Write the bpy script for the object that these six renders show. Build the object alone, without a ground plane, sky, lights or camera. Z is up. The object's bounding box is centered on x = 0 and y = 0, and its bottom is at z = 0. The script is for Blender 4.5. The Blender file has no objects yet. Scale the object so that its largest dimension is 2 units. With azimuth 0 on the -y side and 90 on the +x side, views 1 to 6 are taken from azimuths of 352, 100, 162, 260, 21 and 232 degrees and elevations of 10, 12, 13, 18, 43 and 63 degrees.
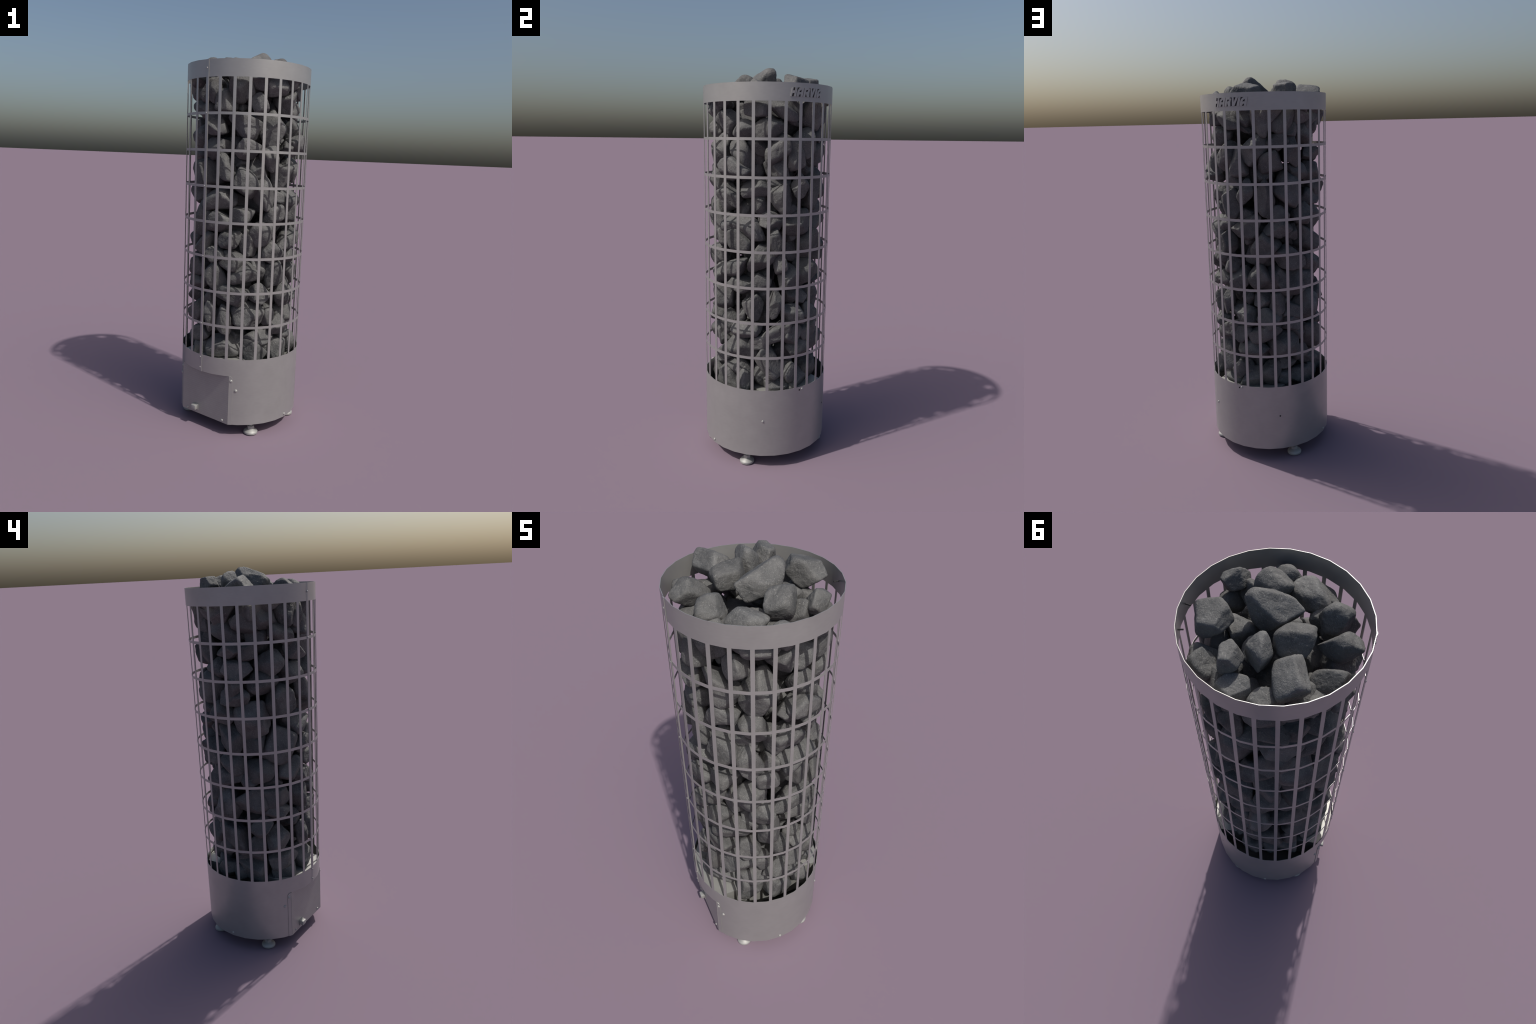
"""Tall cylindrical sauna heater: a laser-cut steel cage filled with dark stones,
a solid steel base with a recessed control panel, four levelling feet."""
import bpy, bmesh, math, random
from mathutils import Vector, Matrix, noise

random.seed(7)
SCENE = bpy.context.scene.collection
CX, CY = 0.0, 0.0017                 # axis of the cylinder
SIDES = 28                           # the rolled sheet reads as a 28-sided prism
R_VERTEX = 0.3252                    # radius at the prism's edges
SHEET = 0.0022                        # sheet thickness
FRONT = 225.0                        # azimuth of the seam and of the panel
Z_BASE, Z_BASE_TOP = 0.067, 0.4235
Z_RIM, Z_TOP = 1.8305, 1.9135
PANEL_HALF, Z_PANEL = 30.0, 0.333
STEP = 360.0 / SIDES


# ------------------------------------------------------------------ helpers
def prism_radius(az):
    """Outer radius of the 28-sided sheet at an azimuth in degrees."""
    d = (az - FRONT) % STEP - STEP / 2
    return R_VERTEX * math.cos(math.radians(STEP / 2)) / math.cos(math.radians(d))


def polar(az, r, z):
    a = math.radians(az)
    return Vector((CX + r * math.cos(a), CY + r * math.sin(a), z))


def make_object(name, bm, material, parent=None, smooth_angle=None, bevel=0.0):
    mesh = bpy.data.meshes.new(name)
    bmesh.ops.recalc_face_normals(bm, faces=bm.faces)
    if bevel:
        sharp = [e for e in bm.edges if len(e.link_faces) == 2 and e.calc_face_angle(0) > 0.6]
        bmesh.ops.bevel(bm, geom=sharp, offset=bevel, segments=2, profile=0.5, affect='EDGES')
    if smooth_angle is not None:
        for f in bm.faces:
            f.smooth = True
        for e in bm.edges:
            if len(e.link_faces) == 2 and e.calc_face_angle(0) > math.radians(smooth_angle):
                e.smooth = False
    bm.to_mesh(mesh)
    bm.free()
    mesh.materials.append(material)
    obj = bpy.data.objects.new(name, mesh)
    SCENE.objects.link(obj)
    if parent:
        obj.parent = parent
    return obj


def empty(name, parent=None):
    obj = bpy.data.objects.new(name, None)
    SCENE.objects.link(obj)
    if parent:
        obj.parent = parent
    return obj


def copy_of(obj, parent, matrix=None):
    new = obj.copy()
    SCENE.objects.link(new)
    new.parent = parent
    if matrix is not None:
        new.matrix_world = matrix
    return new


def az_stops(a0, a1):
    """Azimuths from a0 to a1 with every prism edge between them."""
    stops = [a0]
    k = math.floor((a0 - FRONT) / STEP) + 1
    while FRONT + k * STEP < a1 - 0.05:
        if FRONT + k * STEP > a0 + 0.05:
            stops.append(FRONT + k * STEP)
        k += 1
    return stops + [a1]


def curved_plate(bm, stops, z_range, lift=0.0, thick=SHEET, closed=False):
    """Sheet following the prism.  z_range(az) -> (low, high); lift(az) moves it outwards."""
    if not callable(z_range):
        zr = z_range
        z_range = lambda az: zr
    if not callable(lift):
        lf = lift
        lift = lambda az: lf
    rings = []
    for az in stops:
        lo, hi = z_range(az)
        r = prism_radius(az) + lift(az)
        rings.append([bm.verts.new(polar(az, rr, z)) for rr, z in
                      ((r, lo), (r, hi), (r - thick, hi), (r - thick, lo))])
    n = len(rings)
    for i in range(n if closed else n - 1):
        a, b = rings[i], rings[(i + 1) % n]
        for j in range(4):
            k = (j + 1) % 4
            bm.faces.new((a[j], b[j], b[k], a[k]))
    if not closed:
        bm.faces.new(rings[0])
        bm.faces.new(rings[-1][::-1])


def lathe(bm, profile, segments=28):
    rings = []
    for r, z in profile:
        if r == 0:
            rings.append([bm.verts.new((0, 0, z))])
        else:
            rings.append([bm.verts.new((r * math.cos(2 * math.pi * i / segments),
                                        r * math.sin(2 * math.pi * i / segments), z))
                          for i in range(segments)])
    for a, b in zip(rings, rings[1:]):
        for i in range(segments):
            k = (i + 1) % segments
            if len(a) == 1:
                bm.faces.new((a[0], b[i], b[k]))
            elif len(b) == 1:
                bm.faces.new((a[i], a[k], b[0]))
            else:
                bm.faces.new((a[i], a[k], b[k], b[i]))


def slab(bm, corners, thick):
    """Prism over a planar polygon; thick is the extrusion vector."""
    lo = [bm.verts.new(c) for c in corners]
    hi = [bm.verts.new(Vector(c) + thick) for c in corners]
    bm.faces.new(lo[::-1])
    bm.faces.new(hi)
    for i in range(len(lo)):
        k = (i + 1) % len(lo)
        bm.faces.new((lo[i], lo[k], hi[k], hi[i]))


def outward_frame(az, r, z, tilt=0.0):
    """Matrix whose X runs along the wall, Y points outwards, Z up, turned by tilt about Y."""
    a = math.radians(az)
    out = Vector((math.cos(a), math.sin(a), 0))
    tan = Vector((-math.sin(a), math.cos(a), 0))
    up = Vector((0, 0, 1))
    c, s = math.cos(math.radians(tilt)), math.sin(math.radians(tilt))
    x = tan * c + up * s
    z_ = up * c - tan * s
    m = Matrix((x, out, z_)).transposed().to_4x4()
    m.translation = polar(az, r, z)
    return m


# ---------------------------------------------------------------- materials
def new_material(name):
    m = bpy.data.materials.new(name)
    m.use_nodes = True
    nt = m.node_tree
    return m, nt, nt.nodes["Principled BSDF"]


def node(nt, kind, **props):
    n = nt.nodes.new(kind)
    for k, v in props.items():
        if k in n.inputs:
            n.inputs[k].default_value = v
        else:
            setattr(n, k, v)
    return n


def ramp(nt, stops):
    n = nt.nodes.new("ShaderNodeValToRGB")
    while len(n.color_ramp.elements) > len(stops):
        n.color_ramp.elements.remove(n.color_ramp.elements[-1])
    while len(n.color_ramp.elements) < len(stops):
        n.color_ramp.elements.new(0.5)
    for el, (p, c) in zip(n.color_ramp.elements, stops):
        el.position = p
        el.color = (*c, 1)
    return n


def steel(name, base, metallic, rough, blotch=0.06, grain=None):
    """Satin sheet steel with faint cloudy blotches and fine streaks."""
    m, nt, b = new_material(name)
    tc = node(nt, "ShaderNodeTexCoord")
    big = node(nt, "ShaderNodeTexNoise", Scale=9.0, Detail=5.0, Roughness=0.6)
    nt.links.new(tc.outputs["Object"], big.inputs["Vector"])
    mp = node(nt, "ShaderNodeMapping")
    mp.inputs["Scale"].default_value = (40, 40, 220)
    nt.links.new(tc.outputs["Object"], mp.inputs["Vector"])
    fine = node(nt, "ShaderNodeTexNoise", Scale=1.0, Detail=3.0)
    nt.links.new(mp.outputs["Vector"], fine.inputs["Vector"])
    add = node(nt, "ShaderNodeMath", operation='ADD')
    half = node(nt, "ShaderNodeMath", operation='MULTIPLY')
    half.inputs[1].default_value = 0.35
    nt.links.new(fine.outputs["Fac"], half.inputs[0])
    nt.links.new(big.outputs["Fac"], add.inputs[0])
    nt.links.new(half.outputs[0], add.inputs[1])
    lo = tuple(c * (1 - blotch) for c in base)
    hi = tuple(c * (1 + blotch) for c in base)
    cr = ramp(nt, [(0.42, lo), (0.92, hi)])
    nt.links.new(add.outputs[0], cr.inputs["Fac"])
    colour = cr.outputs["Color"]
    if grain:
        br = node(nt, "ShaderNodeTexBrick", Scale=1.0)
        br.inputs["Mortar Size"].default_value = 0.0016
        br.inputs["Brick Width"].default_value = 0.03
        br.inputs["Row Height"].default_value = 0.0115
        br.inputs["Color1"].default_value = (1, 1, 1, 1)
        br.inputs["Color2"].default_value = (0.97, 0.97, 0.97, 1)
        br.inputs["Mortar"].default_value = (grain, grain, grain, 1)
        sep = node(nt, "ShaderNodeSeparateXYZ")
        com = node(nt, "ShaderNodeCombineXYZ")
        along = node(nt, "ShaderNodeMath", operation='SUBTRACT')
        nt.links.new(tc.outputs["Object"], sep.inputs[0])
        nt.links.new(sep.outputs["X"], along.inputs[0])
        nt.links.new(sep.outputs["Y"], along.inputs[1])
        nt.links.new(along.outputs[0], com.inputs["X"])
        nt.links.new(sep.outputs["Z"], com.inputs["Y"])
        nt.links.new(com.outputs[0], br.inputs["Vector"])
        mx = node(nt, "ShaderNodeMix", data_type='RGBA', blend_type='MULTIPLY')
        mx.inputs[0].default_value = 1.0
        nt.links.new(colour, mx.inputs[6])
        nt.links.new(br.outputs["Color"], mx.inputs[7])
        colour = mx.outputs[2]
    nt.links.new(colour, b.inputs["Base Color"])
    b.inputs["Metallic"].default_value = metallic
    b.inputs["Roughness"].default_value = rough
    bump = node(nt, "ShaderNodeBump", Strength=0.03, Distance=0.002)
    nt.links.new(add.outputs[0], bump.inputs["Height"])
    nt.links.new(bump.outputs["Normal"], b.inputs["Normal"])
    return m


def stone_material():
    """Dark olivine: slate grey, cloudy, with pale mineral flecks and scratchy veins."""
    m, nt, b = new_material("dark_stone")
    tc = node(nt, "ShaderNodeTexCoord")
    info = node(nt, "ShaderNodeObjectInfo")
    geo = node(nt, "ShaderNodeNewGeometry")
    vec = geo.outputs["Position"]
    cloud = node(nt, "ShaderNodeTexNoise", Scale=14.0, Detail=6.0, Roughness=0.62)
    fleck = node(nt, "ShaderNodeTexNoise", Scale=290.0, Detail=2.5, Roughness=0.7)
    streak = node(nt, "ShaderNodeTexNoise", Scale=42.0, Detail=4.0, Distortion=2.6)
    for t in (cloud, fleck, streak):
        nt.links.new(vec, t.inputs["Vector"])
    base = ramp(nt, [(0.34, STONE_LO), (0.66, STONE_HI)])
    nt.links.new(cloud.outputs["Fac"], base.inputs["Fac"])
    fl = ramp(nt, [(0.52, (0, 0, 0)), (0.70, (1, 1, 1))])
    nt.links.new(fleck.outputs["Fac"], fl.inputs["Fac"])
    st = ramp(nt, [(0.50, (0, 0, 0)), (0.68, (1, 1, 1))])
    nt.links.new(streak.outputs["Fac"], st.inputs["Fac"])
    mul = node(nt, "ShaderNodeMath", operation='MULTIPLY')
    nt.links.new(fl.outputs["Color"], mul.inputs[0])
    half = node(nt, "ShaderNodeMath", operation='MULTIPLY_ADD')
    half.inputs[1].default_value = 0.46
    half.inputs[2].default_value = 0.15
    nt.links.new(st.outputs["Color"], half.inputs[0])
    nt.links.new(half.outputs[0], mul.inputs[1])
    mx = node(nt, "ShaderNodeMix", data_type='RGBA')
    mx.inputs[7].default_value = (*STONE_FLECK, 1)
    nt.links.new(mul.outputs[0], mx.inputs[0])
    nt.links.new(base.outputs["Color"], mx.inputs[6])
    vary = node(nt, "ShaderNodeMapRange")
    vary.inputs["To Min"].default_value = 0.86
    vary.inputs["To Max"].default_value = 1.14
    nt.links.new(info.outputs["Random"], vary.inputs["Value"])
    mv = node(nt, "ShaderNodeMix", data_type='RGBA', blend_type='MULTIPLY')
    mv.inputs[0].default_value = 1.0
    nt.links.new(mx.outputs[2], mv.inputs[6])
    nt.links.new(vary.outputs["Result"], mv.inputs[7])
    nt.links.new(mv.outputs[2], b.inputs["Base Color"])
    b.inputs["Roughness"].default_value = 0.72
    b.inputs["Specular IOR Level"].default_value = 0.4
    add = node(nt, "ShaderNodeMath", operation='ADD')
    nt.links.new(cloud.outputs["Fac"], add.inputs[0])
    nt.links.new(streak.outputs["Fac"], add.inputs[1])
    bump = node(nt, "ShaderNodeBump", Strength=0.42, Distance=0.007)
    nt.links.new(add.outputs[0], bump.inputs["Height"])
    bump2 = node(nt, "ShaderNodeBump", Strength=0.35, Distance=0.0016)
    nt.links.new(fleck.outputs["Fac"], bump2.inputs["Height"])
    nt.links.new(bump.outputs["Normal"], bump2.inputs["Normal"])
    nt.links.new(bump2.outputs["Normal"], b.inputs["Normal"])
    return m


STONE_LO, STONE_HI, STONE_FLECK = (0.075, 0.076, 0.077), (0.135, 0.135, 0.133), (0.42, 0.42, 0.40)
SHEET_STEEL = steel("satin_steel", (0.362, 0.361, 0.354), 0.50, 0.37, blotch=0.07)
PANEL_STEEL = steel("panel_steel", (0.335, 0.335, 0.327), 0.45, 0.42, grain=0.92)
BRIGHT_STEEL = steel("bright_steel", (0.36, 0.36, 0.345), 0.30, 0.56, blotch=0.02)
TRAY_STEEL = steel("tray_steel", (0.42, 0.42, 0.40), 0.5, 0.5, blotch=0.06)
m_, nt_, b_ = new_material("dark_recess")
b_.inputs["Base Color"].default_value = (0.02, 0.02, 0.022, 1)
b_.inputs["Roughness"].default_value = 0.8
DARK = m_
STONE = stone_material()

# -------------------------------------------------------------- the heater
heater = empty("sauna_heater")
heater["label"] = "tall round steel cage stove filled with dark stones"
heater["category"] = "sauna heater"

full_circle = [FRONT + STEP * i for i in range(SIDES)]

bm = bmesh.new()
curved_plate(bm, full_circle, (Z_RIM, Z_TOP), closed=True)
rim = make_object("rim_band", bm, SHEET_STEEL, heater, 40)

# cut-out lattice: 27 uprights and 7 hoops
BAR_W = 0.0150
for k in range(27):
    az = FRONT + k * 360.0 / 27
    half = math.degrees((BAR_W / 2 if k else BAR_W * 0.57) / 0.3237)
    bm = bmesh.new()
    curved_plate(bm, az_stops(az - half, az + half), (Z_BASE_TOP, Z_RIM))
    make_object("upright_bar", bm, SHEET_STEEL, heater, 30)
for k in range(7):
    z = 0.595 + k * 0.1776
    bm = bmesh.new()
    curved_plate(bm, full_circle, (z - 0.0066, z + 0.0066), lift=-0.0005, thick=SHEET - 0.0010, closed=True)
    make_object("hoop", bm, SHEET_STEEL, heater, 40)

# base shell: a full skirt with a window cut out for the flat control panel
bm = bmesh.new()
lo_az, hi_az = FRONT - PANEL_HALF, FRONT + PANEL_HALF
curved_plate(bm, az_stops(hi_az, lo_az + 360), (Z_BASE, Z_BASE_TOP))
curved_plate(bm, az_stops(lo_az, hi_az), (Z_PANEL, Z_BASE_TOP))
bmesh.ops.remove_doubles(bm, verts=bm.verts, dist=1e-5)
base = make_object("base_shell", bm, SHEET_STEEL, heater, 40)

# where the sheet's two ends overlap: one end lies on the other, its edge shows
bm = bmesh.new()
curved_plate(bm, az_stops(FRONT - 1.5, FRONT + 1.6), (Z_PANEL, Z_TOP),
             lift=lambda az: 0.0003 + 0.0022 * min(1, max(0, (az - FRONT + 1.5) / 1.6)), thick=0.0024)
make_object("seam_strip", bm, SHEET_STEEL, heater, 30)

# flat control panel recessed behind the cylinder's face, with two side flanges
front = Vector((math.cos(math.radians(FRONT)), math.sin(math.radians(FRONT)), 0))
side = Vector((-front.y, front.x, 0))
half_chord = 0.3275 * math.sin(math.radians(PANEL_HALF))
depth = 0.3275 * math.cos(math.radians(PANEL_HALF))


def on_panel(t, z, out=0.0):
    return Vector((CX, CY, 0)) + front * (depth + out) + side * t + Vector((0, 0, z))


bm = bmesh.new()
slab(bm, [on_panel(-half_chord, Z_BASE), on_panel(half_chord, Z_BASE),
          on_panel(half_chord, Z_PANEL - 0.001), on_panel(0.140, Z_PANEL), on_panel(0.138, Z_PANEL + 0.02),
          on_panel(-0.138, Z_PANEL + 0.02), on_panel(-0.140, Z_PANEL), on_panel(-half_chord, Z_PANEL - 0.001)],
     front * -SHEET)
panel = make_object("control_panel", bm, PANEL_STEEL, heater, 30)
for sgn in (-1, 1):
    a_in, a_out = FRONT + sgn * PANEL_HALF, FRONT + sgn * (PANEL_HALF + 3.4)
    bm = bmesh.new()
    stops = [a_in + (a_out - a_in) * i / 8 for i in range(9)]

    def flange_z(az, a_in=a_in):
        x = abs(az - a_in) / 3.4
        return (Z_BASE, Z_PANEL - 0.019 * (1 - math.sqrt(max(0, 1 - x * x))))
    curved_plate(bm, sorted(stops), flange_z, lift=0.0028, thick=0.0026)
    make_object("panel_flange", bm, SHEET_STEEL, panel, 30)

# switch block on the panel
bm = bmesh.new()
slab(bm, [on_panel(-0.087, 0.085, 0.001), on_panel(-0.046, 0.085, 0.001),
          on_panel(-0.046, 0.118, 0.001), on_panel(-0.087, 0.118, 0.001)], front * 0.003)
make_object("switch_plate", bm, BRIGHT_STEEL, panel, 30, bevel=0.0008)
bm = bmesh.new()
slab(bm, [on_panel(-0.083, 0.089, 0.004), on_panel(-0.050, 0.089, 0.004),
          on_panel(-0.050, 0.115, 0.004), on_panel(-0.083, 0.115, 0.004)], front * 0.019)
make_object("switch_knob", bm, BRIGHT_STEEL, panel, 30, bevel=0.003)

# ------------------------------------------------------------------ screws
bm = bmesh.new()
lathe(bm, [(1.0, 0.0), (1.0, 0.18), (0.86, 0.46), (0.55, 0.66), (0.30, 0.72), (0.24, 0.60), (0, 0.55)], 20)
screw = make_object("screw", bm, BRIGHT_STEEL, heater, 35)


def place_screw(first, az, z, size, lift=0.0):
    m = outward_frame(az, prism_radius(az) + lift, z) @ Matrix.Rotation(-math.pi / 2, 4, 'X')
    m = m @ Matrix.Scale(size, 4)
    if first:
        screw.matrix_world = m
    else:
        copy_of(screw, heater, m)


place_screw(True, FRONT - 0.35, 1.873, 0.0050, 0.001)
for z in (1.6606, 1.3054, 0.9502, 0.595, 0.412, 0.355):
    place_screw(False, FRONT - 0.35, z, 0.0050, 0.001)
for az, z, s in ((256.9, 0.308, 0.0080), (193.1, 0.308, 0.0080), (261.5, 0.256, 0.0080), (188.5, 0.258, 0.0080),
                 (315, 0.083, 0.0070), (135, 0.085, 0.0070), (8.2, 0.258, 0.0060), (45.5, 0.412, 0.0058)):
    place_screw(False, az, z, s, 0.0015 if 190 < az < 260 else 0)
for t in (-0.124, 0.124):
    m = Matrix((side, front, Vector((0, 0, 1)))).transposed().to_4x4()
    m.translation = on_panel(t, 0.080)
    copy_of(screw, heater, m @ Matrix.Rotation(-math.pi / 2, 4, 'X') @ Matrix.Scale(0.0068, 4))

# two drilled holes left open in the shell, mirror images of screw positions
bm = bmesh.new()
lathe(bm, [(0.0045, 0.0), (0.0045, 0.0006), (0, 0.0006)], 16)
hole = make_object("drill_hole", bm, DARK, heater)
hole.matrix_world = outward_frame(81.7, prism_radius(81.7), 0.258) @ Matrix.Rotation(-math.pi / 2, 4, 'X')
copy_of(hole, heater, outward_frame(42.7, prism_radius(42.7), 0.408) @ Matrix.Rotation(-math.pi / 2, 4, 'X'))

# pins of the name plate sticking out on the inside of the rim
bm = bmesh.new()
lathe(bm, [(0, 0), (0.0028, 0), (0.0028, 0.020), (0, 0.020)], 12)
pin = make_object("plate_pin", bm, DARK, heater, 30)
pin.matrix_world = outward_frame(35, 0.3005, 1.876) @ Matrix.Rotation(-math.pi / 2, 4, 'X')
copy_of(pin, heater, outward_frame(55, 0.3005, 1.876) @ Matrix.Rotation(-math.pi / 2, 4, 'X'))

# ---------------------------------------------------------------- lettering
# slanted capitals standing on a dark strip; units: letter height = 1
LETTER_H, SLANT, LOGO_AZ, LOGO_Z = 0.0405, 0.21, 28.2, 1.8515


def arc_top(x0, x1, y0, n=6):
    """Quarter curve that rounds off the upper left shoulder of the letter A."""
    return [(x1 - (x1 - x0) * math.cos(math.pi / 2 * i / n), y0 + (1 - y0) * math.sin(math.pi / 2 * i / n))
            for i in range(n + 1)]


def letter_a(x):
    return [[(x, 0), (x + .29, 0), (x + .29, .24), (x + .53, .24), (x + .53, .50), (x + .24, .50), (x, .42)],
            [(x + .53, 0), (x + .81, 0), (x + .81, 1), (x + .53, 1)],
            [(x, .42), (x + .24, .50), (x + .40, .70), (x + .53, .78), (x + .53, 1)] +
            arc_top(x, x + .45, .42)[::-1][:-1]]


LETTERS = {
    "letter_h": [[(0, 0), (.17, 0), (.17, 1), (0, 1)], [(.17, .36), (.40, .36), (.40, .65), (.17, .65)],
                 [(.40, 0), (.65, 0), (.65, 1), (.40, 1)]],
    "letter_a": letter_a(.71),
    "letter_r": [[(1.58, 0), (1.86, 0), (1.86, 1), (1.58, 1)],
                 [(1.86, .76), (2.06, .76), (2.10, .68), (2.04, .58), (1.86, .50), (1.90, .36), (2.08, 0), (2.42, 0),
                  (2.22, .40), (2.34, .56), (2.36, .78), (2.24, .96), (2.06, 1), (1.86, 1)]],
    "letter_v": [[(2.42, 1), (2.65, 1), (2.76, .46), (2.76, 0), (2.60, 0)],
                 [(2.92, 1), (3.22, 1), (2.92, 0), (2.76, 0), (2.76, .46)]],
    "letter_i": [[(3.17, 0), (3.53, 0), (3.53, 1), (3.26, 1)]],
}


def letter_point(x, y, out):
    s = (x + SLANT * y) * LETTER_H
    az = LOGO_AZ + math.degrees(s / 0.3237)
    return polar(az, prism_radius(az) + out, LOGO_Z + y * LETTER_H)


def raise_letter(name, outlines):
    bm = bmesh.new()
    for outline in outlines:
        lo = [bm.verts.new(letter_point(x, y, -0.0005)) for x, y in outline]
        hi = [bm.verts.new(letter_point(x, y, 0.0034)) for x, y in outline]
        n = len(lo)
        bm.faces.new(hi)
        for i in range(n):
            bm.faces.new((lo[i], lo[(i + 1) % n], hi[(i + 1) % n], hi[i]))
    bmesh.ops.triangulate(bm, faces=[f for f in bm.faces if len(f.verts) > 4])
    return make_object(name, bm, SHEET_STEEL, plate)


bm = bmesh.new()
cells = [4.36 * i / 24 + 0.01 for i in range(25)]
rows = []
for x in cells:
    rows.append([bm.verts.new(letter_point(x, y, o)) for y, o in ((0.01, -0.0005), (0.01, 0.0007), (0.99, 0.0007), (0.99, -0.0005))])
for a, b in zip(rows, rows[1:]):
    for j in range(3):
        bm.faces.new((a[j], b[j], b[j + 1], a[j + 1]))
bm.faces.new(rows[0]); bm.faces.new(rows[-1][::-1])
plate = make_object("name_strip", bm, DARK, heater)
for nm, outl in LETTERS.items():
    raise_letter(nm, outl)
raise_letter("letter_a", letter_a(3.57))

# -------------------------------------------------- inside: tray and bottom
u_axis = Vector((math.cos(math.radians(45)), math.sin(math.radians(45)), 0))
v_axis = Vector((-u_axis.y, u_axis.x, 0))
TRAY_V, TRAY_Z, TRAY_R = 0.178, 0.400, 0.316
bm = bmesh.new()
ang = math.asin(TRAY_V / TRAY_R)
outline = []
for s0 in (0, math.pi):
    for i in range(13):
        a = s0 - ang + 2 * ang * i / 12
        p = u_axis * (TRAY_R * math.cos(a)) + v_axis * (TRAY_R * math.sin(a))
        outline.append(Vector((CX, CY, TRAY_Z)) + p)
slab(bm, outline, Vector((0, 0, -0.003)))
tray = make_object("stone_tray", bm, TRAY_STEEL, heater)
for sgn in (-1, 1):
    bm = bmesh.new()
    h = TRAY_R * math.cos(ang)
    o = Vector((CX, CY, 0)) + v_axis * (sgn * (TRAY_V - 0.0005))
    slab(bm, [o - u_axis * h + Vector((0, 0, 0.22)), o + u_axis * h + Vector((0, 0, 0.22)),
              o + u_axis * h + Vector((0, 0, TRAY_Z - 0.003)), o - u_axis * h + Vector((0, 0, TRAY_Z - 0.003))],
         v_axis * (-sgn * 0.003))
    make_object("tray_flange", bm, TRAY_STEEL, tray)
bm = bmesh.new()
ring = []
for az in az_stops(hi_az + 0.5, lo_az + 359.5):
    ring.append(polar(az, prism_radius(az) - 0.0045, 0.078))
slab(bm, ring, Vector((0, 0, 0.003)))
make_object("bottom_plate", bm, SHEET_STEEL, heater)

# --------------------------------------------------------- levelling feet
foot_parts = []
bm = bmesh.new()
lathe(bm, [(0, 0), (0.034, 0), (0.0375, 0.003), (0.0375, 0.011), (0.0345, 0.016), (0.024, 0.022), (0.017, 0.027), (0, 0.027)], 36)
disc_mesh = make_object("foot_disc", bm, BRIGHT_STEEL, None, 30)
bm = bmesh.new()
lathe(bm, [(0, 0.026), (0.0195, 0.026), (0.0195, 0.043), (0, 0.043)], 6)
nut_mesh = make_object("lock_nut", bm, BRIGHT_STEEL, None, 20, bevel=0.001)
bm = bmesh.new()
lathe(bm, [(0, 0.042), (0.0112, 0.042), (0.0112, 0.079), (0, 0.079)], 20)
stem_mesh = make_object("threaded_stem", bm, BRIGHT_STEEL, None, 30)
for i, az in enumerate((279.0, 351.0, 99.0, 171.0)):
    foot = empty("levelling_foot", heater)
    foot.location = polar(az, 0.279, 0)
    for src in (disc_mesh, nut_mesh, stem_mesh):
        o = src if i == 0 else src.copy()
        if i:
            SCENE.objects.link(o)
        o.parent = foot
        o.rotation_euler.z = math.radians(az + 17 * i)

# ------------------------------------------------------------------ stones
pile = empty("stone_pile")
pile["label"] = "heap of dark grey rounded angular sauna stones"
pile["category"] = "stones"


def soft_stone(seed, sharp):
    """Rounded polyhedron: a soft intersection of a few random planes, lightly roughened."""
    rnd = random.Random(seed * 13 + 5)
    planes = []
    want = rnd.choice((7, 8, 8, 9, 10))
    for _ in range(600):
        n = Vector((rnd.gauss(0, 1), rnd.gauss(0, 1), rnd.gauss(0, 1))).normalized()
        if all(n.dot(p[0]) < 0.50 for p in planes):
            planes.append((n, rnd.uniform(0.68, 1.0)))
        if len(planes) == want:
            break
    taper = rnd.choice((0.0, 0.0, 0.10, 0.20, -0.10, -0.18))
    cap = 1.26 ** -sharp                     # keeps long corners blunt
    bm = bmesh.new()
    bmesh.ops.create_icosphere(bm, subdivisions=5, radius=1.0)
    off = Vector((seed * 7.1, seed * 3.3, seed * 1.7))
    for v in bm.verts:
        d = v.co.normalized()
        s = sum(max(0.0, d.dot(n) / h) ** sharp for n, h in planes) + cap
        r = s ** (-1.0 / sharp)
        r *= 1 + 0.05 * noise.noise(d * 1.7 + off) + 0.030 * noise.noise(d * 4.2 + off) + 0.014 * noise.noise(d * 9 + off) + 0.006 * noise.noise(d * 20 + off)
        v.co = d * r
        narrow = 1 - taper * max(-1.0, min(1.0, v.co.x))     # wedge: one end slimmer than the other
        v.co.y *= narrow
        v.co.z *= narrow
    for ax in range(3):
        lo = min(v.co[ax] for v in bm.verts)
        hi = max(v.co[ax] for v in bm.verts)
        for v in bm.verts:
            v.co[ax] = 2 * (v.co[ax] - lo) / (hi - lo) - 1
    for f in bm.faces:
        f.smooth = True
    mesh = bpy.data.meshes.new("stone")
    bmesh.ops.recalc_face_normals(bm, faces=bm.faces)
    bm.to_mesh(mesh)
    bm.free()
    mesh.materials.append(STONE)
    return mesh


SHAPES = [soft_stone(i + 1, 8 + (i % 5) * 2.2) for i in range(22)]
stone_count = 0


STONE_REACH = 0.317


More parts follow.
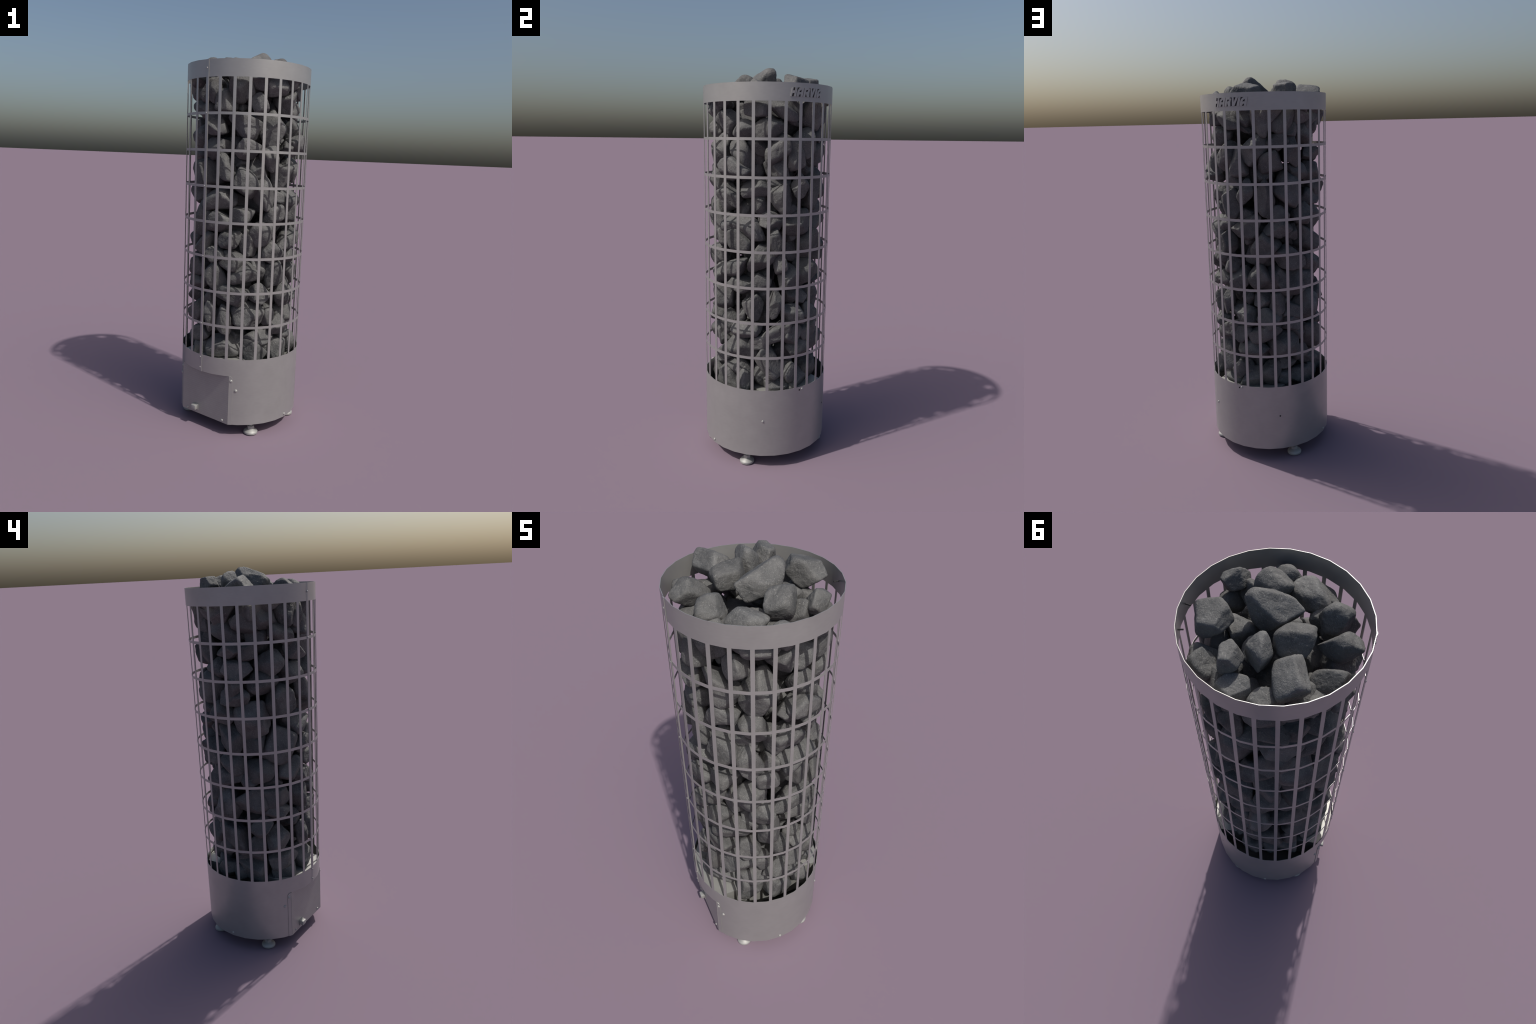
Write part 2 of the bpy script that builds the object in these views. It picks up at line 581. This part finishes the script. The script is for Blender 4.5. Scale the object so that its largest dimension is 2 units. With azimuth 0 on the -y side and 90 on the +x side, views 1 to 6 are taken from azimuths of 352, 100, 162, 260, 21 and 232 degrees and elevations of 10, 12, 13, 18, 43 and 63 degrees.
def add_stone(matrix, size, parent=pile, name="stone", keep_inside=True):
    """size: full lengths along the frame's X, Y, Z."""
    global stone_count
    o = bpy.data.objects.new(name, SHAPES[(stone_count * 7 + stone_count // 22) % len(SHAPES)])
    SCENE.objects.link(o)
    o.parent = parent
    o.matrix_world = matrix @ Matrix.Diagonal((size[0] / 2, size[1] / 2, size[2] / 2, 1))
    stone_count += 1
    if keep_inside:
        # no stone may press through the cage: slide it towards the axis until it fits
        reach = max(math.hypot(p.x - CX, p.y - CY) for p in (o.matrix_world @ v.co for v in o.data.vertices))
        if reach > STONE_REACH:
            mid = o.matrix_world.translation
            flat = Vector((mid.x - CX, mid.y - CY, 0))
            o.matrix_world = Matrix.Translation(flat.normalized() * (STONE_REACH - reach)) @ o.matrix_world
    return o


GROW = 1.11


def lay_tier(label, stones, keep_inside=True):
    """One course of stones behind the cage, each given as
    (azimuth deg, height cm, distance from axis cm, length cm, width cm, tilt deg)."""
    for az, z, r, length, width, tilt in stones:
        deep = min(0.5 * (length + width), width * 1.1)
        extra = 0.12 * width                       # bulk added on the hidden side only
        m = outward_frame(az, (r - extra / 2) / 100, z / 100, tilt)
        deep += extra
        add_stone(m, (length / 100 * GROW, deep / 100, width / 100 * GROW), keep_inside=keep_inside)


lay_tier("tier_a", [
    (2, 46.0, 20.2, 11.9, 9.1, 89), (14, 54.1, 24.2, 16.7, 10.1, -61), (23, 41.9, 22.9, 12.1, 10.9, -1), (37, 49.1, 26.1, 10.2, 6.6, 69),
    (39, 48.7, 22.2, 11.6, 8.0, -39), (49, 43.2, 22.7, 13.7, 11.3, 41), (74, 47.3, 23.3, 13.5, 9.9, 71), (89, 42.7, 20.8, 9.8, 8.6, 1),
    (98, 50.9, 20.8, 11.6, 7.3, 1), (117, 42.1, 23.3, 12.1, 10.8, 1), (138, 50.2, 20.7, 9.5, 7.6, 3), (143, 42.3, 22.6, 10.2, 8.3, 3),
    (158, 45.6, 21.4, 18.0, 13.9, -47), (198, 49.8, 23.1, 16.1, 9.5, 13), (198, 42.6, 23.8, 13.7, 9.2, 3), (239, 45.7, 22.1, 15.2, 12.3, 18),
    (253, 50.4, 16.2, 7.5, 6.4, -2), (278, 43.3, 22.4, 13.7, 11.7, -42), (290, 50.9, 21.2, 14.9, 9.8, -2), (298, 43.6, 20.5, 7.0, 5.5, -2),
    (319, 42.2, 21.7, 15.6, 13.4, -71), (336, 49.7, 23.1, 14.0, 9.1, -31),
])

lay_tier("tier_b", [
    (23, 69.3, 24.8, 19.9, 8.8, 26), (40, 69.0, 24.5, 11.6, 10.1, 1), (53, 60.7, 24.4, 14.9, 10.1, -9), (93, 62.7, 22.4, 16.7, 14.0, 31),
    (118, 55.6, 22.2, 9.6, 8.3, 3), (120, 67.6, 21.3, 11.5, 9.7, 1), (137, 63.6, 24.0, 18.9, 10.8, -57), (163, 57.1, 22.7, 15.2, 10.2, -87),
    (189, 62.5, 23.6, 13.9, 11.7, 63), (225, 61.7, 26.5, 15.3, 5.9, -87), (243, 61.2, 25.8, 15.1, 7.3, -82), (273, 63.9, 22.2, 16.9, 14.1, 13),
    (301, 63.1, 22.4, 11.1, 7.4, 78), (316, 57.0, 25.2, 13.0, 8.7, 28), (340, 61.1, 22.1, 15.6, 12.6, -41),
])

lay_tier("tier_c", [
    (44, 79.4, 24.5, 13.5, 9.7, -39), (69, 70.2, 25.5, 16.3, 7.9, 21), (74, 77.8, 24.7, 11.3, 9.3, -29), (85, 83.9, 22.5, 13.7, 8.7, -84),
    (110, 79.2, 20.7, 13.1, 10.7, 1), (158, 83.3, 22.8, 18.0, 12.9, 28), (169, 70.2, 24.4, 13.0, 10.0, 23), (190, 78.8, 24.7, 14.7, 9.3, -7),
    (216, 72.2, 23.0, 8.6, 6.3, -82), (229, 83.8, 23.7, 16.2, 11.2, -77), (251, 74.3, 24.2, 17.2, 10.3, -10), (286, 75.4, 24.4, 11.1, 10.3, 78),
    (320, 73.7, 25.2, 12.0, 8.6, 88), (338, 77.7, 23.3, 9.4, 5.3, 69), (347, 71.5, 25.1, 14.1, 8.2, 4), (355, 83.1, 24.2, 12.7, 9.8, -81),
])

lay_tier("tier_d", [
    (3, 95.5, 21.1, 10.4, 9.8, -1), (20, 85.5, 25.8, 14.3, 6.9, 79), (37, 98.4, 23.7, 12.4, 11.2, 59), (45, 87.8, 21.2, 7.9, 6.2, -71),
    (64, 99.5, 23.6, 13.1, 11.4, 61), (67, 86.2, 19.9, 10.2, 9.1, 1), (90, 98.0, 19.6, 12.5, 9.3, -89), (108, 94.7, 23.5, 15.1, 11.6, 41),
    (132, 96.7, 23.3, 13.2, 8.7, 3), (188, 93.1, 18.3, 11.4, 8.4, 3), (190, 86.5, 23.7, 13.7, 11.0, 3), (250, 92.8, 24.6, 12.0, 9.3, -17),
    (265, 86.1, 24.0, 14.8, 10.4, 23), (287, 88.5, 17.8, 13.5, 9.6, 88), (299, 97.4, 24.8, 10.5, 9.4, 58), (307, 85.4, 24.2, 12.9, 10.4, -82),
    (340, 93.8, 24.7, 16.2, 8.9, -1),
])

lay_tier("tier_e", [
    (4, 107.0, 23.9, 14.7, 10.2, 59), (26, 105.5, 25.1, 9.9, 7.9, 79), (71, 114.4, 22.7, 15.8, 12.7, 61), (102, 108.6, 23.5, 17.1, 11.4, -39),
    (137, 104.1, 23.7, 13.3, 10.9, -57), (172, 101.0, 22.9, 14.9, 12.3, 33), (201, 112.8, 21.4, 17.4, 16.2, 63), (211, 100.4, 23.9, 14.0, 10.7, 43),
    (233, 112.4, 24.2, 12.6, 10.1, -2), (247, 103.5, 24.4, 12.0, 9.5, 18), (270, 101.6, 21.2, 14.3, 9.3, -72), (287, 107.4, 23.4, 13.7, 11.8, 43),
    (330, 102.1, 25.0, 19.1, 8.4, 24),
])

lay_tier("tier_f", [
    (16, 126.7, 22.3, 11.8, 9.8, -1), (21, 116.4, 25.3, 13.4, 7.6, 84), (50, 125.1, 23.9, 16.3, 10.4, 21), (51, 119.6, 19.1, 8.0, 7.2, 1),
    (87, 125.2, 24.1, 13.7, 10.1, 6), (108, 122.2, 22.5, 8.5, 6.8, -89), (126, 129.9, 23.9, 12.2, 10.8, -37), (136, 118.6, 23.4, 16.9, 11.4, -62),
    (164, 127.1, 21.0, 18.1, 16.1, -87), (166, 115.2, 21.1, 10.7, 9.9, 3), (230, 123.7, 23.3, 15.4, 11.8, 23), (261, 115.5, 23.7, 13.0, 10.8, 18),
    (284, 121.1, 13.7, 9.0, 7.8, -2), (287, 127.4, 24.0, 16.6, 10.3, -82), (305, 116.3, 22.9, 11.1, 9.7, 28), (336, 117.0, 23.7, 13.7, 10.6, -51),
    (352, 122.8, 24.4, 15.7, 9.3, -46),
])

lay_tier("tier_g", [
    (2, 135.3, 21.9, 11.8, 7.6, -76), (27, 144.9, 19.0, 11.9, 6.8, -1), (27, 137.1, 22.9, 14.6, 11.8, -81), (42, 131.5, 18.8, 9.7, 7.4, 1),
    (50, 143.8, 25.2, 12.2, 8.0, 71), (73, 140.1, 24.7, 19.1, 8.8, -84), (91, 132.1, 23.2, 10.1, 9.0, 1), (102, 144.1, 22.3, 17.4, 13.5, -89),
    (145, 139.3, 24.2, 14.5, 9.7, 8), (204, 135.7, 21.8, 16.5, 14.7, 63), (238, 140.0, 25.0, 16.8, 8.4, -62), (255, 142.4, 17.1, 8.8, 7.7, -2),
    (262, 132.7, 22.5, 16.2, 13.0, -72), (281, 138.5, 21.2, 14.2, 9.3, -82), (292, 144.6, 24.6, 12.5, 9.2, -72), (314, 137.2, 23.6, 13.3, 11.7, 58),
    (326, 139.1, 25.5, 13.6, 7.4, -41), (333, 132.1, 17.9, 10.4, 9.2, -1), (357, 142.3, 22.8, 13.4, 8.9, 19),
])

lay_tier("tier_h", [
    (26, 151.3, 20.5, 13.5, 10.1, -46), (40, 158.2, 24.8, 14.0, 8.4, -71), (71, 152.0, 20.5, 8.9, 7.3, 1), (80, 157.6, 23.7, 12.4, 11.0, 31),
    (149, 152.1, 23.6, 15.2, 10.7, -7), (181, 145.7, 20.7, 15.9, 11.4, 3), (190, 155.4, 23.3, 12.7, 11.8, 63), (222, 149.1, 22.3, 12.4, 10.5, -2),
    (225, 159.9, 24.2, 12.1, 10.2, -32), (265, 149.6, 24.0, 12.1, 10.2, -2), (297, 159.7, 22.7, 18.1, 12.9, 68), (326, 150.9, 24.5, 12.2, 9.1, 9),
    (341, 158.3, 24.4, 15.9, 9.2, -61), (351, 153.9, 13.1, 9.2, 9.2, -1),
])

lay_tier("tier_i", [
    (1, 162.6, 18.2, 9.0, 8.8, -1), (13, 171.2, 24.2, 14.9, 9.4, 19), (23, 160.6, 23.9, 15.5, 10.0, 54), (61, 164.4, 23.5, 15.7, 11.0, 61),
    (89, 167.6, 22.8, 12.2, 9.1, 1), (105, 163.4, 25.3, 15.8, 7.8, -84), (134, 170.5, 22.5, 14.7, 9.6, -47), (141, 162.2, 25.3, 12.1, 7.6, 3),
    (162, 161.1, 23.4, 9.5, 7.8, 3), (175, 168.6, 20.0, 10.7, 7.9, 3), (204, 168.8, 24.7, 14.6, 8.7, -17), (253, 169.8, 17.6, 8.3, 6.6, -2),
    (259, 160.4, 23.7, 16.2, 10.8, -22), (277, 171.2, 24.8, 10.3, 9.2, 88), (282, 164.2, 17.9, 8.3, 6.1, 28), (316, 170.6, 15.9, 7.9, 6.8, -2),
    (342, 170.7, 23.0, 11.8, 8.7, 9),
])

lay_tier("tier_j", [
    (29, 179.2, 25.3, 15.0, 7.5, -31), (44, 180.1, 20.1, 10.7, 8.1, -29), (47, 174.8, 20.2, 7.9, 4.8, -39), (70, 178.1, 24.7, 14.8, 8.8, -84),
    (94, 178.4, 23.3, 13.3, 11.6, 61), (106, 173.5, 24.6, 7.2, 6.1, 61), (161, 174.6, 22.5, 12.8, 9.5, -27), (183, 177.3, 22.9, 14.5, 11.7, -57),
    (212, 178.1, 23.3, 13.4, 11.4, 83), (224, 177.7, 26.4, 12.1, 6.0, 78), (234, 172.3, 24.0, 12.8, 10.4, -62), (253, 179.5, 23.3, 15.2, 11.7, -82),
    (265, 177.4, 22.8, 9.2, 6.3, 68), (284, 182.0, 24.9, 14.1, 8.7, 8), (310, 181.6, 24.7, 11.7, 6.1, 48), (317, 173.4, 24.0, 12.3, 11.2, 88),
    (320, 179.1, 14.8, 9.3, 9.3, -1), (359, 180.3, 25.1, 12.4, 7.7, -1),
])

# stones seen only edge-on at the sides of the column, filling what the courses leave open
lay_tier("side_stones", [
    (331, 124.6, 24.7, 12.8, 9.4, 8), (312, 124.5, 21.6, 9.9, 8.8, 0), (137, 178.6, 25.0, 12.4, 9.5, 80),
    (157, 95.7, 20.5, 12.3, 9.8, 0), (2, 64.3, 23.8, 11.8, 8.4, 20), 
    (229, 94.9, 25.2, 10.4, 8.0, -20), (346, 44.8, 26.5, 12.5, 8.2, 85), (127, 82.1, 24.6, 16.9, 13.0, 88),
    (108, 73.5, 21.5, 12.0, 9.5, 10), (120, 153.0, 22.5, 12.5, 9.5, -25), (165, 181.0, 23.5, 12.0, 10.0, 30),
    (295, 180.5, 25.0, 12.0, 10.0, 0), (120, 181.0, 24.0, 12.0, 10.0, -15),
])
# two stones whose ends press out between the bars
lay_tier("bulging_stones", [(335, 152.3, 26.8, 16.3, 9.3, -20), (147, 145.5, 26.8, 11.3, 8.0, 68)], keep_inside=False)
heap = []
# the heap on top: (x, y, z of the middle, length, width, height in cm, heading deg, pitch deg)
for x, y, z, length, width, height, heading, pitch in (
        (24.3, -1.0, 188.6, 10.5, 9.0, 10.0, 282, 8), (13.6, -8.8, 190.0, 14.0, 11.5, 12.5, 240, -6),
        (5.5, -19.3, 185.0, 15.5, 11.5, 11.5, 5, 0), (-8.0, -19.5, 187.8, 12.5, 11.0, 11.0, 250, 6),
        (14.2, 16.3, 190.4, 16.5, 12.5, 12.0, 177, -4), (4.0, -1.4, 191.2, 20.0, 13.5, 14.0, 50, -14),
        (-10.0, -0.3, 190.6, 15.0, 12.0, 11.5, 262, 4), (-18.6, -12.0, 189.0, 15.5, 9.0, 10.0, 220, -3),
        (-3.8, 20.2, 191.6, 10.8, 9.0, 9.5, 290, 5), (-8.1, 12.5, 192.8, 11.0, 8.8, 10.5, 330, -8),
        (-19.5, 8.8, 190.3, 17.0, 12.0, 11.5, 327, -8), (4.5, 26.0, 183.0, 12.0, 9.0, 12.0, 180, 0),
        (-10.5, 24.5, 184.5, 12.0, 10.0, 11.0, 230, 0), (-25.0, -3.0, 184.0, 14.0, 10.0, 11.0, 240, 0),
        (-26.0, 5.0, 180.0, 9.0, 9.0, 9.0, 200, 0), (-19.0, 19.0, 183.0, 11.0, 9.0, 10.0, 240, 0),
        (18.5, -4.5, 184.5, 10.0, 8.5, 11.0, 30, 0), (9.0, 7.0, 182.0, 12.0, 10.0, 12.0, 60, 0),
        (-1.0, 9.0, 183.0, 12.0, 10.0, 12.0, 100, 0), (18.5, -19.0, 183.8, 12.0, 9.5, 10.5, 20, 0),
        (-1.5, -18.5, 182.5, 10.0, 9.0, 10.0, 80, 0), (5.0, -8.0, 179.0, 12.0, 10.0, 12.0, 10, 0)):
    m = Matrix.Translation((x / 100, y / 100, z / 100)) @ Matrix.Rotation(math.radians(heading), 4, 'Z') \
        @ Matrix.Rotation(math.radians(pitch), 4, 'Y')
    heap.append(add_stone(m, (length / 100, width / 100, height / 100)))
# the peak of the heap stands exactly two metres above the floor
peak = heap[5]
top = max((peak.matrix_world @ v.co).z for v in peak.data.vertices)
peak.matrix_world = Matrix.Translation((0, 0, 2.0 - top)) @ peak.matrix_world

# the hidden heart of the pile: loose fill, joined into one mass
rnd = random.Random(23)
bm = bmesh.new()
z = 0.46
while z < 1.80:
    turn = rnd.uniform(0, 360)
    for k in range(5):
        r = 0.125 + rnd.uniform(-0.02, 0.02) if k else 0.02
        az = turn + 90 * k + rnd.uniform(-15, 15)
        s = [rnd.uniform(0.13, 0.165) / 2 for _ in range(3)]
        m = Matrix.Translation(polar(az, r, z + rnd.uniform(-0.02, 0.02))) \
            @ Matrix.Rotation(rnd.uniform(0, 6.28), 4, 'Z') @ Matrix.Rotation(rnd.uniform(-0.6, 0.6), 4, 'X') \
            @ Matrix.Diagonal((*s, 1))
        start = len(bm.verts)
        bm.from_mesh(SHAPES[rnd.randrange(len(SHAPES))])
        bm.verts.ensure_lookup_table()
        bmesh.ops.transform(bm, matrix=m, verts=bm.verts[start:])
    z += 0.105
fill = make_object("stone_fill", bm, STONE, pile, 60)
fill["kind"] = "stuff"
